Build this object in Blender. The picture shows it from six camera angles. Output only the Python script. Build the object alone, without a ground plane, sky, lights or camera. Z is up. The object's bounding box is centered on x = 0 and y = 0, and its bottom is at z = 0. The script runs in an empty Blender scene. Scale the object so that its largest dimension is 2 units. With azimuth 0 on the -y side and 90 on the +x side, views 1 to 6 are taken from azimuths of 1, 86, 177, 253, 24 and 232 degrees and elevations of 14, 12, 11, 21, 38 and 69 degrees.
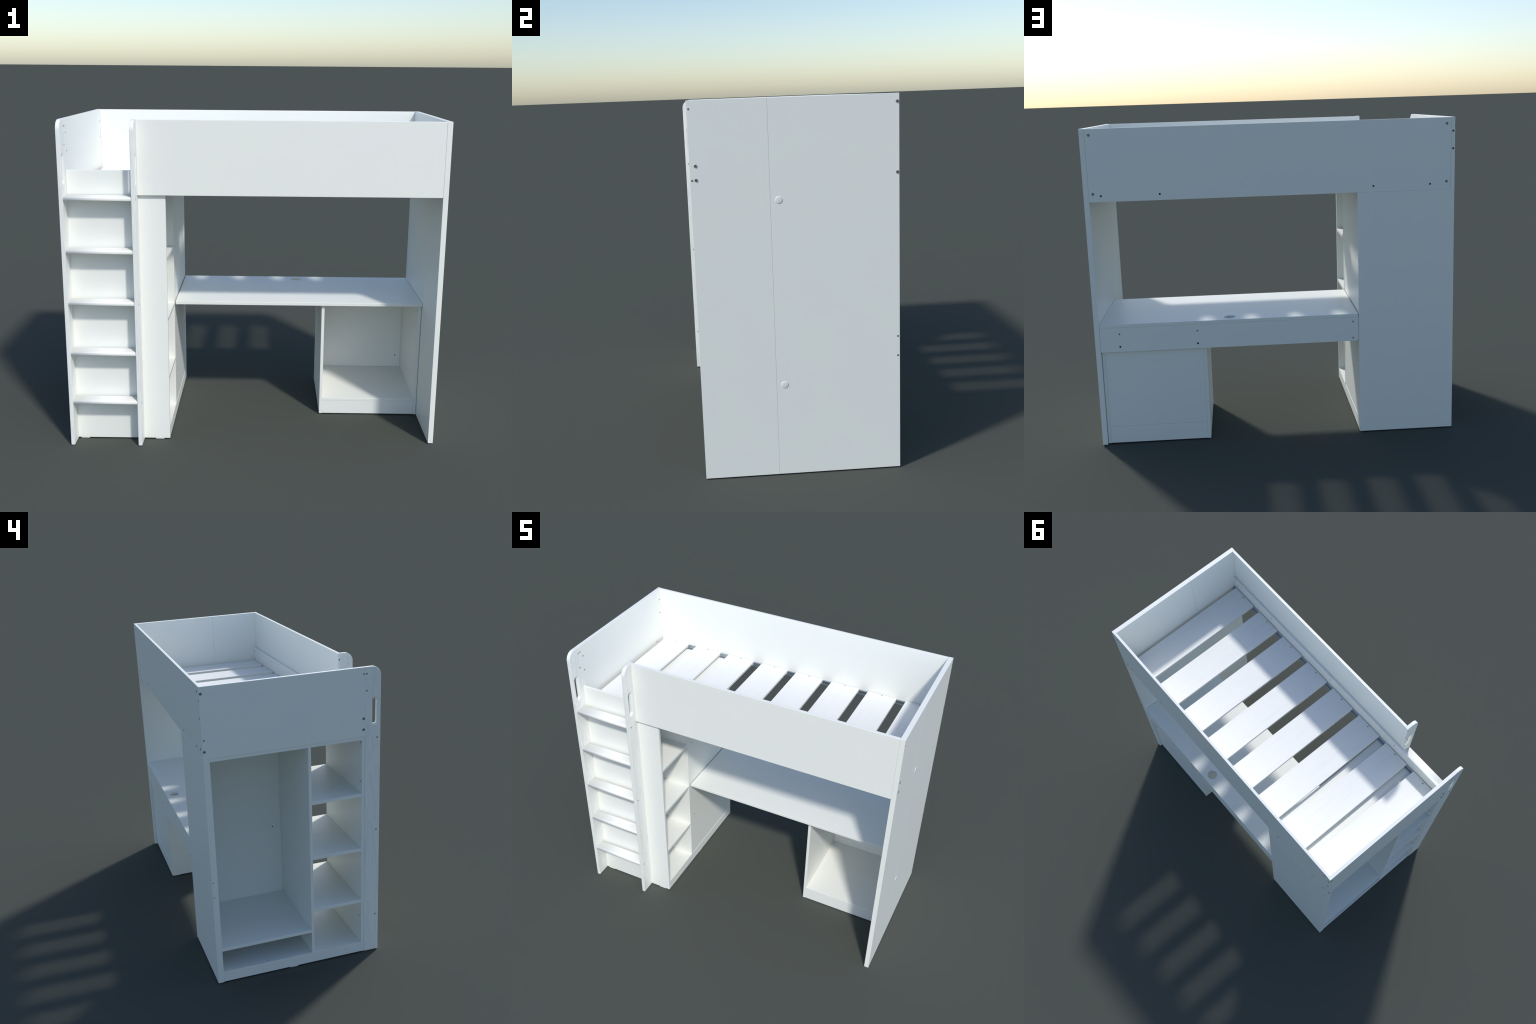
import bpy, bmesh, math, random
from mathutils import Vector, Matrix

random.seed(7)
COL = bpy.context.scene.collection

# ----------------------------------------------------------------------------
# MATERIALS (all procedural)
# ----------------------------------------------------------------------------
def new_mat(name):
    m = bpy.data.materials.new(name)
    m.use_nodes = True
    nt = m.node_tree
    b = nt.nodes["Principled BSDF"]
    return m, nt, b


def ramp(nt, stops):
    r = nt.nodes.new("ShaderNodeValToRGB")
    while len(r.color_ramp.elements) < len(stops):
        r.color_ramp.elements.new(0.5)
    for e, (p, c) in zip(r.color_ramp.elements, stops):
        e.position = p
        e.color = (c[0], c[1], c[2], 1)
    return r


def melamine(name, c0, c1, rough=0.42):
    """Satin white foil: two almost equal whites in big soft cloudy patches."""
    m, nt, b = new_mat(name)
    tc = nt.nodes.new("ShaderNodeTexCoord")
    n = nt.nodes.new("ShaderNodeTexNoise")
    n.inputs["Scale"].default_value = 4.0
    n.inputs["Detail"].default_value = 4.0
    r = ramp(nt, [(0.38, c0), (0.62, c1)])
    nt.links.new(tc.outputs["Object"], n.inputs["Vector"])
    nt.links.new(n.outputs["Fac"], r.inputs["Fac"])
    nt.links.new(r.outputs["Color"], b.inputs["Base Color"])
    b.inputs["Roughness"].default_value = rough
    b.inputs["Specular IOR Level"].default_value = 0.5
    return m


def painted_wood(name, axis, base, streak, bump=0.25, stretch=0.05):
    """White painted pine: streaks of grain running along one axis."""
    m, nt, b = new_mat(name)
    tc = nt.nodes.new("ShaderNodeTexCoord")
    mp = nt.nodes.new("ShaderNodeMapping")
    s = [1.0, 1.0, 1.0]
    s["xyz".index(axis)] = stretch
    mp.inputs["Scale"].default_value = s
    oi = nt.nodes.new("ShaderNodeObjectInfo")
    off = nt.nodes.new("ShaderNodeVectorMath")
    off.operation = 'ADD'
    nt.links.new(tc.outputs["Object"], mp.inputs["Vector"])
    nt.links.new(mp.outputs["Vector"], off.inputs[0])
    sc = nt.nodes.new("ShaderNodeMath")
    sc.operation = 'MULTIPLY'
    sc.inputs[1].default_value = 9.0
    nt.links.new(oi.outputs["Random"], sc.inputs[0])
    nt.links.new(sc.outputs[0], off.inputs[1])
    n1 = nt.nodes.new("ShaderNodeTexNoise")
    n1.inputs["Scale"].default_value = 120.0
    n1.inputs["Detail"].default_value = 5.0
    n1.inputs["Distortion"].default_value = 1.2
    n2 = nt.nodes.new("ShaderNodeTexNoise")
    n2.inputs["Scale"].default_value = 30.0
    n2.inputs["Detail"].default_value = 3.0
    n2.inputs["Distortion"].default_value = 0.8
    for n in (n1, n2):
        nt.links.new(off.outputs[0], n.inputs["Vector"])
    mul = nt.nodes.new("ShaderNodeMath")
    mul.operation = 'MULTIPLY'
    nt.links.new(n1.outputs["Fac"], mul.inputs[0])
    nt.links.new(n2.outputs["Fac"], mul.inputs[1])
    r = ramp(nt, [(0.16, streak), (0.27, base), (1.0, base)])
    nt.links.new(mul.outputs[0], r.inputs["Fac"])
    nt.links.new(r.outputs["Color"], b.inputs["Base Color"])
    bp = nt.nodes.new("ShaderNodeBump")
    bp.inputs["Strength"].default_value = bump
    bp.inputs["Distance"].default_value = 0.0008
    nt.links.new(n1.outputs["Fac"], bp.inputs["Height"])
    nt.links.new(bp.outputs["Normal"], b.inputs["Normal"])
    b.inputs["Roughness"].default_value = 0.5
    return m


def plain(name, c, rough=0.5, metal=0.0):
    m, nt, b = new_mat(name)
    tc = nt.nodes.new("ShaderNodeTexCoord")
    n = nt.nodes.new("ShaderNodeTexNoise")
    n.inputs["Scale"].default_value = 90.0
    r = ramp(nt, [(0.3, [v * 0.93 for v in c]), (0.7, c)])
    nt.links.new(tc.outputs["Object"], n.inputs["Vector"])
    nt.links.new(n.outputs["Fac"], r.inputs["Fac"])
    nt.links.new(r.outputs["Color"], b.inputs["Base Color"])
    b.inputs["Roughness"].default_value = rough
    b.inputs["Metallic"].default_value = metal
    return m


WHITE = melamine("white_melamine", (0.847, 0.866, 0.816), (0.843, 0.860, 0.826))
WOOD = {"z": painted_wood("painted_wood_upright", "z", (0.85, 0.865, 0.835), (0.775, 0.795, 0.775), bump=0.22, stretch=0.14),
        "x": painted_wood("painted_wood_tread", "x", (0.855, 0.865, 0.84), (0.815, 0.83, 0.81), bump=0.15, stretch=0.10)}
SLAT = painted_wood("slat_wood", "y", (0.84, 0.855, 0.84), (0.815, 0.83, 0.825), bump=0.05, stretch=0.06)
STEEL = plain("bolt_steel", (0.24, 0.24, 0.225), 0.42, 0.6)
DARK = plain("screw_disc", (0.045, 0.033, 0.028), 0.7)  # dark colour that makes the surface discs read as screw holes
PIN = plain("pin_disc", (0.42, 0.41, 0.40), 0.7)  # grey of the solid discs added in place of pin holes
CAP = plain("cap_plastic", (0.86, 0.86, 0.85), 0.3)
BATTEN = plain("support_rail_metal", (0.40, 0.45, 0.50), 0.32, 0.9)

# ----------------------------------------------------------------------------
# BUILDERS
# ----------------------------------------------------------------------------
def empty(name, loc, parent=None):
    o = bpy.data.objects.new(name, None)
    o.empty_display_size = 0.1
    COL.objects.link(o)
    o["_w"] = list(loc)
    if parent:
        o.parent = parent
        o.location = Vector(loc) - Vector(parent["_w"])
    else:
        o.location = loc
    return o


def add(name, mesh, loc, parent, mat=None, rot=None):
    o = bpy.data.objects.new(name, mesh)
    COL.objects.link(o)
    o.parent = parent
    o.location = Vector(loc) - Vector(parent["_w"])
    if rot is not None:
        o.rotation_euler = rot
    if mat is not None and not mesh.materials:
        mesh.materials.append(mat)
    return o


def box_mesh(name, dx, dy, dz, bevel=0.0012, seg=2):
    bm = bmesh.new()
    bmesh.ops.create_cube(bm, size=1.0)
    bmesh.ops.scale(bm, vec=(dx, dy, dz), verts=bm.verts)
    if bevel:
        bmesh.ops.bevel(bm, geom=bm.edges[:], offset=bevel, segments=seg, profile=0.5, affect='EDGES')
    me = bpy.data.meshes.new(name)
    bm.to_mesh(me)
    bm.free()
    return me


def board(name, x, y, z, parent, mat=None, bevel=0.0012, seg=2):
    """A board given by its (min,max) along the three axes."""
    c = ((x[0] + x[1]) / 2, (y[0] + y[1]) / 2, (z[0] + z[1]) / 2)
    me = box_mesh(name, x[1] - x[0], y[1] - y[0], z[1] - z[0], bevel, seg)
    return add(name, me, c, parent, mat or WHITE)


def lathe_mesh(name, rings, n=24):
    """Closed turned shape along +z from (radius, z) pairs; ends are capped."""
    bm = bmesh.new()
    prev = None
    for r, z in rings:
        cur = [bm.verts.new((r * math.cos(2 * math.pi * i / n), r * math.sin(2 * math.pi * i / n), z)) for i in range(n)]
        if prev:
            for i in range(n):
                bm.faces.new((prev[i], prev[(i + 1) % n], cur[(i + 1) % n], cur[i]))
        else:
            bm.faces.new(cur[::-1])
        prev = cur
    bm.faces.new(prev)
    me = bpy.data.meshes.new(name)
    bm.to_mesh(me)
    bm.free()
    return me


def loft_x(name, sections, close=True):
    """Loft closed (y,z) outlines placed at successive x."""
    bm = bmesh.new()
    prev = None
    for x, pts in sections:
        cur = [bm.verts.new((x, p[0], p[1])) for p in pts]
        k = len(cur)
        if prev:
            for i in range(k):
                bm.faces.new((prev[i], prev[(i + 1) % k], cur[(i + 1) % k], cur[i]))
        else:
            bm.faces.new(cur[::-1])
        prev = cur
    bm.faces.new(prev)
    bmesh.ops.recalc_face_normals(bm, faces=bm.faces)
    me = bpy.data.meshes.new(name)
    bm.to_mesh(me)
    bm.free()
    return me


def cut(obj, cutter_mesh, cutter_loc_world, world_loc):
    """Boolean-subtract a cutter and bake the result into obj's mesh."""
    c = bpy.data.objects.new("cutter_tool", cutter_mesh)
    COL.objects.link(c)
    c.location = Vector(cutter_loc_world) - Vector(world_loc)
    tmp = bpy.data.objects.new("cut_target", obj.data)
    COL.objects.link(tmp)
    md = tmp.modifiers.new("cut", 'BOOLEAN')
    md.operation = 'DIFFERENCE'
    md.solver = 'EXACT'
    md.object = c
    bpy.context.view_layer.update()
    dg = bpy.context.evaluated_depsgraph_get()
    me = bpy.data.meshes.new_from_object(tmp.evaluated_get(dg))
    me.name = obj.data.name
    obj.data = me
    for o in (c, tmp):
        bpy.data.objects.remove(o)


# fastener meshes, axis +z, base on the surface at z = 0
def socket_bolt(name, r, h):
    return lathe_mesh(name, [(r, -0.002), (r, h * 0.55), (r * 0.86, h), (r * 0.48, h), (r * 0.44, h * 0.3)], 18)


BOLT = socket_bolt("bolt", 0.0072, 0.0028)
BOLT.materials.append(STEEL)
FLAT = socket_bolt("bolt", 0.0076, 0.0008)
FLAT.materials.append(STEEL)
SMALL = socket_bolt("screw", 0.0047, 0.0008)
SMALL.materials.append(STEEL)
DISC = lathe_mesh("screw_disc", [(0.0056, -0.002), (0.0056, 0.0005), (0.0038, 0.0005), (0.0034, 0.0001)], 16)  # dark disc laid on the board, standing in for an open recess
DISC.materials.append(DARK)
NARROW = lathe_mesh("screw_disc", [(0.0040, -0.002), (0.0040, 0.0004), (0.0028, 0.0004), (0.0024, 0.0001)], 14)  # smaller dark disc, also laid on the board with no hole cut
NARROW.materials.append(DARK)
SLATSCREW = socket_bolt("slat_screw", 0.0042, 0.0008)
SLATSCREW.materials.append(STEEL)
PLUG = lathe_mesh("cover_cap", [(0.0168, -0.001), (0.0168, 0.0006), (0.0160, 0.0014), (0.0135, 0.0019), (0.0, 0.0021)], 32)
PLUG.materials.append(CAP)
for p in PLUG.polygons:
    p.use_smooth = True

ROT = {"+x": (0, math.pi / 2, 0), "-x": (0, -math.pi / 2, 0), "+y": (-math.pi / 2, 0, 0),
       "-y": (math.pi / 2, 0, 0), "+z": (0, 0, 0)}


def fix(name, mesh, loc, face, parent):
    return add(name, mesh, loc, parent, None, ROT[face])


# ----------------------------------------------------------------------------
# OVERALL DIMENSIONS
# ----------------------------------------------------------------------------
Z0 = 0.0035           # underside of the boards; only the small feet reach z = 0
TOP = 1.7657           # top of the bed box
RAIL = 1.3783          # underside of the bed box
XL, XR = -0.997, 0.997
YB, YF = 0.5020, -0.4295
XIN = 0.9697           # inner face of the right side panel
END_IN = -0.9767       # inner face of the left end board

bed = empty("loft_bed", (0, 0, 0))
bed["label"] = "white loft bed with ladder, desk, wardrobe and shelves"
bed["category"] = "loft bed"

frame = empty("bed_frame", (0, 0, RAIL), bed)
ladder = empty("ladder", (-0.80, -0.455, 0), bed)
wardrobe = empty("wardrobe", (-0.73, 0.045, 0), bed)
desk = empty("desk", (0.25, 0.21, 0.70), bed)
cabinet = empty("storage_cabinet", (0.68, 0.21, 0), bed)

# ---------------------------------------------------------------- bed frame
SEAM = -0.079
board("side_panel", (XIN, XR), (YF, SEAM - 0.0003), (Z0, TOP), frame, bevel=0.0008)
board("side_panel", (XIN, XR), (SEAM + 0.0003, YB), (Z0, TOP), frame, bevel=0.0008)
board("end_panel", (XL, END_IN), (-0.4116, YB), (RAIL, TOP), frame, bevel=0.0008)
board("back_rail", (END_IN + 0.0004, XIN - 0.0004), (0.4858, YB - 0.0006), (RAIL, TOP - 0.0004), frame)
board("guard_rail", (-0.6063, XIN - 0.0004), (YF + 0.0008, -0.4122), (RAIL, TOP - 0.0006), frame)
board("slat_ledger", (END_IN + 0.0004, XIN - 0.0004), (-0.4120, -0.3972), (RAIL, 1.5045), frame)
for y in ((-0.3970, -0.3765), (0.4680, 0.4856)):
    board("slat_batten", (END_IN + 0.001, XIN - 0.001), y, (1.3796, 1.3842), frame, BATTEN)

# slats
SLAT_Z = 1.4112
PITCH = 0.2455
slat_me = box_mesh("slat", 0.1862, 0.8780, 0.0180, 0.0025, 3)
slat_me.materials.append(SLAT)
for i in range(8):
    x = -0.8612 + PITCH * i
    s = add("slat", slat_me, (x, 0.0445, SLAT_Z - 0.0090), frame)
    s["_w"] = [x, 0.0445, SLAT_Z - 0.0090]
    if i < 7:      # metal support rail showing in the gaps between slats
        gx = (x + 0.0936, x + PITCH - 0.0936)
        for gy, gt in (((-0.3970, -0.3850), 1.3975), ((0.4735, 0.4857), 1.4050)):
            board("support_rail", gx, gy, (1.3844, gt), s, BATTEN, bevel=0.0006)
    for y in (-0.3870, 0.4770):
        board("slat_spacer", (x - 0.0915, x + 0.0915), (y - 0.0065, y + 0.0065), (1.3843, SLAT_Z - 0.0181), s, WHITE, bevel=0.0005)
    for y in (-0.3810, 0.4735):
        fix("slat_screw", SLATSCREW, (x, y, SLAT_Z), "+z", s)

# fasteners of the bed frame: (face, fixed coordinate, mesh, list of the other two coordinates)
def fasteners(face, c, kind, pts, parent):
    mesh = {"bolt": FLAT if face == "+y" else BOLT, "screw": SMALL, "screw_disc": DISC if face == "+y" and c > 0 else NARROW, "cover_cap": PLUG}[kind]
    for a, b in pts:
        loc = (c, a, b) if face[1] == "x" else ((a, c, b) if face[1] == "y" else (a, b, c))
        fix(kind, mesh, loc, face, parent)


fasteners("+x", XR, "bolt", [(-0.4025, 1.4825), (-0.4025, 1.4205), (0.4930, 1.7305), (0.4930, 1.4205)], frame)
fasteners("+x", XR, "screw", [(-0.4200, 1.7285), (-0.4200, 1.4190), (0.4930, 0.6575), (0.4930, 0.5640)], frame)
fasteners("+x", XR, "cover_cap", [(-0.0415, 1.3180), (-0.0415, 0.4510)], frame)
fasteners("-x", XL, "bolt", [(-0.4020, 1.4815), (-0.4020, 1.4195), (0.4930, 1.7290), (0.4930, 1.4195)], frame)
fasteners("-x", XL, "screw", [(-0.4020, 1.7295), (0.4915, 1.4815)], frame)
YBR = YB - 0.0006
fasteners("+y", YBR, "bolt", [(0.947, 1.7322), (0.947, 1.4222), (-0.9525, 1.4225), (-0.9525, 1.7322)], frame)
fasteners("+y", YBR, "screw_disc", [(0.9056, 1.4112), (0.5951, 1.4112), (-0.5527, 1.4112), (-0.8623, 1.4112)], frame)
fasteners("+y", YB, "screw_disc", [(-0.9872, 1.6925), (-0.9872, 1.5990)], frame)
fasteners("+y", -0.3972, "screw_disc", [(0.9510, 1.4800), (0.9520, 1.4180), (0.5830, 1.4710), (0.0, 1.4710), (-0.5830, 1.4710), (-0.9560, 1.4800)], frame)
fasteners("+x", END_IN, "screw_disc", [(0.4706, 1.6935), (0.4706, 1.6010), (0.4104, 1.4100), (-0.3775, 1.6935), (-0.3785, 1.6005)], frame)
fasteners("+x", END_IN, "screw", [(-0.4015, 1.7305)], frame)

# ------------------------------------------------------------------- ladder
def stile_outline(y0, y1, z0, z1, r, n=10):
    """Side outline of a ladder stile: square but for the rounded front top corner."""
    pts = [(y1, z0), (y1, z1)]
    for i in range(n + 1):
        a = math.pi / 2 + (math.pi / 2) * i / n
        pts.append((y0 + r + r * math.cos(a), z1 - r + r * math.sin(a)))
    pts.append((y0, z0))
    return pts


def stadium(hw, hl, n=12):
    """Vertical slot outline of half width hw and half length hl."""
    pts = []
    for k in range(2):
        for i in range(n + 1):
            a = math.pi * k + math.pi * i / n
            pts.append((hw * math.cos(a), (hl - hw) * (1 if k == 0 else -1) + hw * math.sin(a)))
    return pts


ST_Y0, ST_Y1 = -0.5022, -0.4118
STILE_W = 0.0204


def inset(v, d, lo, hi):
    return min(max(v, lo + d), hi - d)


def make_stile(x0):
    e = 0.0012
    w = STILE_W
    out = lambda d: stile_outline(ST_Y0 + d, ST_Y1 - d, Z0 + d, TOP - d, 0.050 - d)
    me = loft_x("ladder_stile", [(-w / 2, out(e)), (-w / 2 + e, out(0)), (w / 2 - e, out(0)), (w / 2, out(e))])
    o = add("ladder_stile", me, (x0 + w / 2, 0, 0), ladder, WOOD["z"])
    # hand slot with a rounded rim on both faces
    secs = []
    hw, hl, rr, dep = 0.0120, 0.0712, 0.0100, 0.0050
    prof = [(-w / 2 - 0.002, rr)]
    for f, g in ((0.0, 1.0), (0.12, 0.88), (0.45, 0.50), (0.75, 0.20), (1.0, 0.0)):
        prof.append((-w / 2 + dep * f, rr * g))
    prof += [(-x, g) for x, g in prof[::-1]]
    for x, g in prof:
        secs.append((x, stadium(hw + g, hl + g)))
    cut(o, loft_x("slot_cutter", secs), (x0 + w / 2, -0.4665, 1.5175), (x0 + w / 2, 0, 0))
    return o


make_stile(XL)
make_stile(-0.6269)

STEP_TOPS = [1.3782 - 0.2790 * i for i in range(5)]


def step_profile():
    """Cross-section of a step in (y,z): generously rounded nose, eased back."""
    t, y0, y1 = 0.0216, -0.4990, -0.4290
    pts = []
    for cy, cz, r, a0 in ((y0, 0, 0.008, 90), (y0, -t, 0.008, 180), (y1, -t, 0.004, 270), (y1, 0, 0.004, 0)):
        sy = 1 if cy == y0 else -1
        sz = -1 if cz == 0 else 1
        for i in range(7):
            a = math.radians(a0 + 90 * i / 6)
            pts.append((cy + sy * r + r * math.cos(a), cz + sz * r + r * math.sin(a)))
    return [(y + 0.464, z + t / 2) for y, z in pts]


SX0, SX1 = XL + STILE_W + 0.0003, -0.6269 - 0.0003
step_me = loft_x("ladder_step", [(-(SX1 - SX0) / 2, step_profile()), ((SX1 - SX0) / 2, step_profile())])
for p in step_me.polygons:
    p.use_smooth = len(p.vertices) == 4
step_me.materials.append(WOOD["x"])
for zt in STEP_TOPS:
    add("ladder_step", step_me, ((SX0 + SX1) / 2, -0.464, zt - 0.0108), ladder)
BOLT_Z = [STEP_TOPS[i] - 0.0130 for i in (0, 2, 4)]
for zb in BOLT_Z:
    fix("screw", SMALL, (XL, -0.4830, zb), "-x", ladder)
    fix("screw", SMALL, (-0.6269 + STILE_W, -0.4825, zb), "+x", ladder)
for xf, f in ((XL, "-x"), (XL + STILE_W, "+x")):
    fasteners(f, xf, "screw", [(-0.4190, 1.7290), (-0.4195, 1.6360)], ladder)
fasteners("-x", -0.6269, "screw", [(-0.4190, 1.7290), (-0.4195, 1.6360)], ladder)

# ----------------------------------------------------------------- wardrobe
WX0, WX1 = -0.9950, -0.4645
WT = RAIL - 0.0002
W_IN = 0.4678          # inner face of the thick rear side
F_IN = -0.3942         # inner face of the front board
FLOOR = 0.0705
board("wardrobe_side", (WX0 - 0.0015, WX1 - 0.0005), (W_IN, YB), (Z0, WT), wardrobe)
board("wardrobe_front", (WX0, WX1), (-0.4115, F_IN), (Z0 + 0.0015, WT), wardrobe)
board("wardrobe_top", (WX0 + 0.0005, WX1 - 0.0005), (F_IN + 0.0002, W_IN - 0.0002), (1.3592, WT), wardrobe, bevel=0.0006)
board("divider", (WX0 + 0.0010, WX1 - 0.0003), (-0.0945, -0.0778), (FLOOR + 0.0002, 1.3590), wardrobe)
board("wardrobe_floor", (WX0 + 0.001, WX1 - 0.0005), (F_IN + 0.0002, W_IN - 0.0002), (FLOOR - 0.0182, FLOOR), wardrobe)
for px in ((WX0 + 0.0015, WX0 + 0.0170), (WX1 - 0.0165, WX1 - 0.0010)):
    board("plinth", px, (F_IN + 0.0002, W_IN - 0.0002), (Z0 + 0.002, FLOOR - 0.0184), wardrobe, bevel=0.0006)
board("wardrobe_back", (-0.4800, -0.4665), (-0.0778, W_IN - 0.0002), (FLOOR + 0.0002, 1.3590), wardrobe)
board("wardrobe_shelf", (WX0 + 0.0010, -0.4802), (-0.0778, W_IN - 0.0002), (0.2075, 0.2255), wardrobe)
for zt in (1.0400, 0.6995, 0.3630):
    board("shelf", (WX0 + 0.0010, WX1 - 0.0012), (F_IN + 0.0002, -0.0947), (zt - 0.0192, zt), wardrobe)
# low feet under the front panel and the plinths
for x in (-0.939, -0.5205):
    board("foot", (x - 0.0235, x + 0.0235), (-0.4108, -0.3950), (0.0, 0.0056), wardrobe, bevel=0.0006)
for x in (WX0 + 0.0022, WX1 - 0.0160):
    board("foot", (x, x + 0.0135), (0.0120, 0.0600), (0.0, 0.0056), wardrobe, bevel=0.0006)
fasteners("+x", -0.4665, "screw_disc", [(-0.0370, 1.0195), (0.4440, 1.0195), (-0.0370, 0.4100), (0.4440, 0.4100)], wardrobe)
fasteners("-x", -0.4800, "screw_disc", [(-0.0240, 0.6850)], wardrobe)
for zz in (0.6560, 0.5640):
    fix("screw", SMALL, (WX0 - 0.0015, 0.4930, zz), "-x", wardrobe).scale = (0.7, 0.7, 0.5)
fix("screw", SMALL, (-0.9770, 0.1930, FLOOR - 0.0003), "+z", wardrobe).scale = (0.6, 0.6, 0.6)
fasteners("+y", F_IN, "screw", [(-0.975, 1.3400), (-0.975, 1.1100), (-0.975, 0.2450)], wardrobe)


def pin_discs(face, c, cols, rows, parent):
    """Rows of solid grey discs standing in for shelf-pin holes, joined together."""
    bm = bmesh.new()
    ax = "xyz".index(face[1])
    sgn = 1 if face[0] == "+" else -1
    R = Matrix.Rotation(math.pi / 2, 4, 'Y') if ax == 0 else Matrix.Rotation(math.pi / 2, 4, 'X')
    for a in cols:
        for b in rows:
            loc = (c, a, b) if ax == 0 else (a, c, b)
            bmesh.ops.create_cone(bm, cap_ends=True, segments=10, radius1=0.0016, radius2=0.0016, depth=0.0008,
                                  matrix=Matrix.Translation(loc) @ R)
    me = bpy.data.meshes.new("pin_discs")
    bm.to_mesh(me)
    bm.free()
    me.transform(Matrix.Translation(-Vector(parent["_w"])))
    o = add("pin_discs", me, parent["_w"], parent, PIN)
    o["kind"] = "stuff"
    return o


pin_discs("+y", -0.0780, (-0.955, -0.735, -0.515), [0.36 + 0.0310 * i for i in range(30)], wardrobe)

# --------------------------------------------------------------------- desk
DT = 0.7020
DX0, DX1, DY0 = -0.4608, XIN - 0.0012, -0.0755
dk = board("desktop", (DX0, DX1), (DY0, YB), (DT - 0.0188, DT), desk, bevel=0.0014)
dloc = ((DX0 + DX1) / 2, (DY0 + YB) / 2, DT - 0.0094)
HX, HY, HR = 0.2537, 0.4445, 0.0345
cut(dk, lathe_mesh("hole_cutter", [(HR, -0.0250), (HR, 0.0100)], 48), (HX, HY, DT), dloc)
# thin plastic ring lining the cable hole
bm = bmesh.new()
prof = [(HR - 0.0020, -0.0188), (HR - 0.0020, -0.0005), (HR - 0.0012, 0.0008), (HR + 0.0040, 0.0008), (HR + 0.0050, -0.0002),
        (HR - 0.0002, -0.0002), (HR - 0.0002, -0.0188)]
N = 48
rings = [[bm.verts.new((q * math.cos(2 * math.pi * i / N), q * math.sin(2 * math.pi * i / N), z)) for q, z in prof] for i in range(N)]
for i in range(N):
    for k in range(len(prof)):
        a, b = rings[i], rings[(i + 1) % N]
        k2 = (k + 1) % len(prof)
        bm.faces.new((a[k], b[k], b[k2], a[k2]))
bmesh.ops.recalc_face_normals(bm, faces=bm.faces)
ring = bpy.data.meshes.new("cable_grommet")
bm.to_mesh(ring)
bm.free()
add("cable_grommet", ring, (HX, HY, DT), desk, CAP)
for dx in (-0.046, 0.046):
    fix("screw", DISC, (HX + dx, HY - 0.022, DT - 0.0004), "+z", desk).scale = (0.4, 0.4, 0.7)
board("modesty_rail", (-0.4632, XIN - 0.0008), (0.4850, YB - 0.0012), (0.5448, DT - 0.0190), desk)
fasteners("+y", YB - 0.0012, "screw", [(0.8616, 0.6466), (0.4347, 0.6466), (-0.4325, 0.6575), (-0.4320, 0.5632)], desk)
fasteners("+y", YB - 0.0012, "screw_disc", [(0.8616, 0.5743), (0.4347, 0.5742)], desk)

# ------------------------------------------------------------------ cabinet
CX0, CX1 = 0.3886, 0.9678
CY0, CY1 = -0.0575, 0.4840
CT = DT - 0.0192
CF = 0.1025
t = 0.0172
board("cabinet_side", (CX0, CX0 + t), (CY0, CY1), (Z0, CT), cabinet)
board("cabinet_side", (CX1 - t, CX1), (CY0, CY1), (Z0, CT), cabinet)
cx = (CX0 + t + 0.0002, CX1 - t - 0.0002)
board("cabinet_floor", cx, (CY0 + 0.0005, 0.4660), (CF - 0.0175, CF), cabinet)
board("plinth", cx, (CY0 + 0.0015, CY0 + 0.0180), (Z0 + 0.0010, CF - 0.0178), cabinet)
board("plinth", cx, (0.4665, CY1 - 0.0006), (Z0 + 0.0010, CF - 0.0004), cabinet)
board("cabinet_back", cx, (0.4665, CY1 - 0.0016), (CF + 0.0002, CT - 0.001), cabinet)
for fx in (CX0 + 0.002, CX1 - t + 0.002):
    for fy in (CY0 + 0.012, CY1 - 0.055):
        board("foot", (fx, fx + 0.0130), (fy, fy + 0.0430), (0.0, Z0 + 0.001), cabinet, bevel=0.0005)
fasteners("-y", 0.4665, "screw", [(0.9162, 0.1830)], cabinet)
rows = [0.20 + 0.0310 * i for i in range(14)]
pin_discs("-x", CX1 - t, (-0.010, 0.170, 0.405), rows, cabinet)
pin_discs("+x", CX0 + t, (-0.010, 0.170, 0.405), rows, cabinet)
fasteners("-x", CX1 - t, "screw_disc", [(-0.0265, 0.6470)], cabinet)
for o in list(bpy.data.objects):
    if "_w" in o:
        del o["_w"]
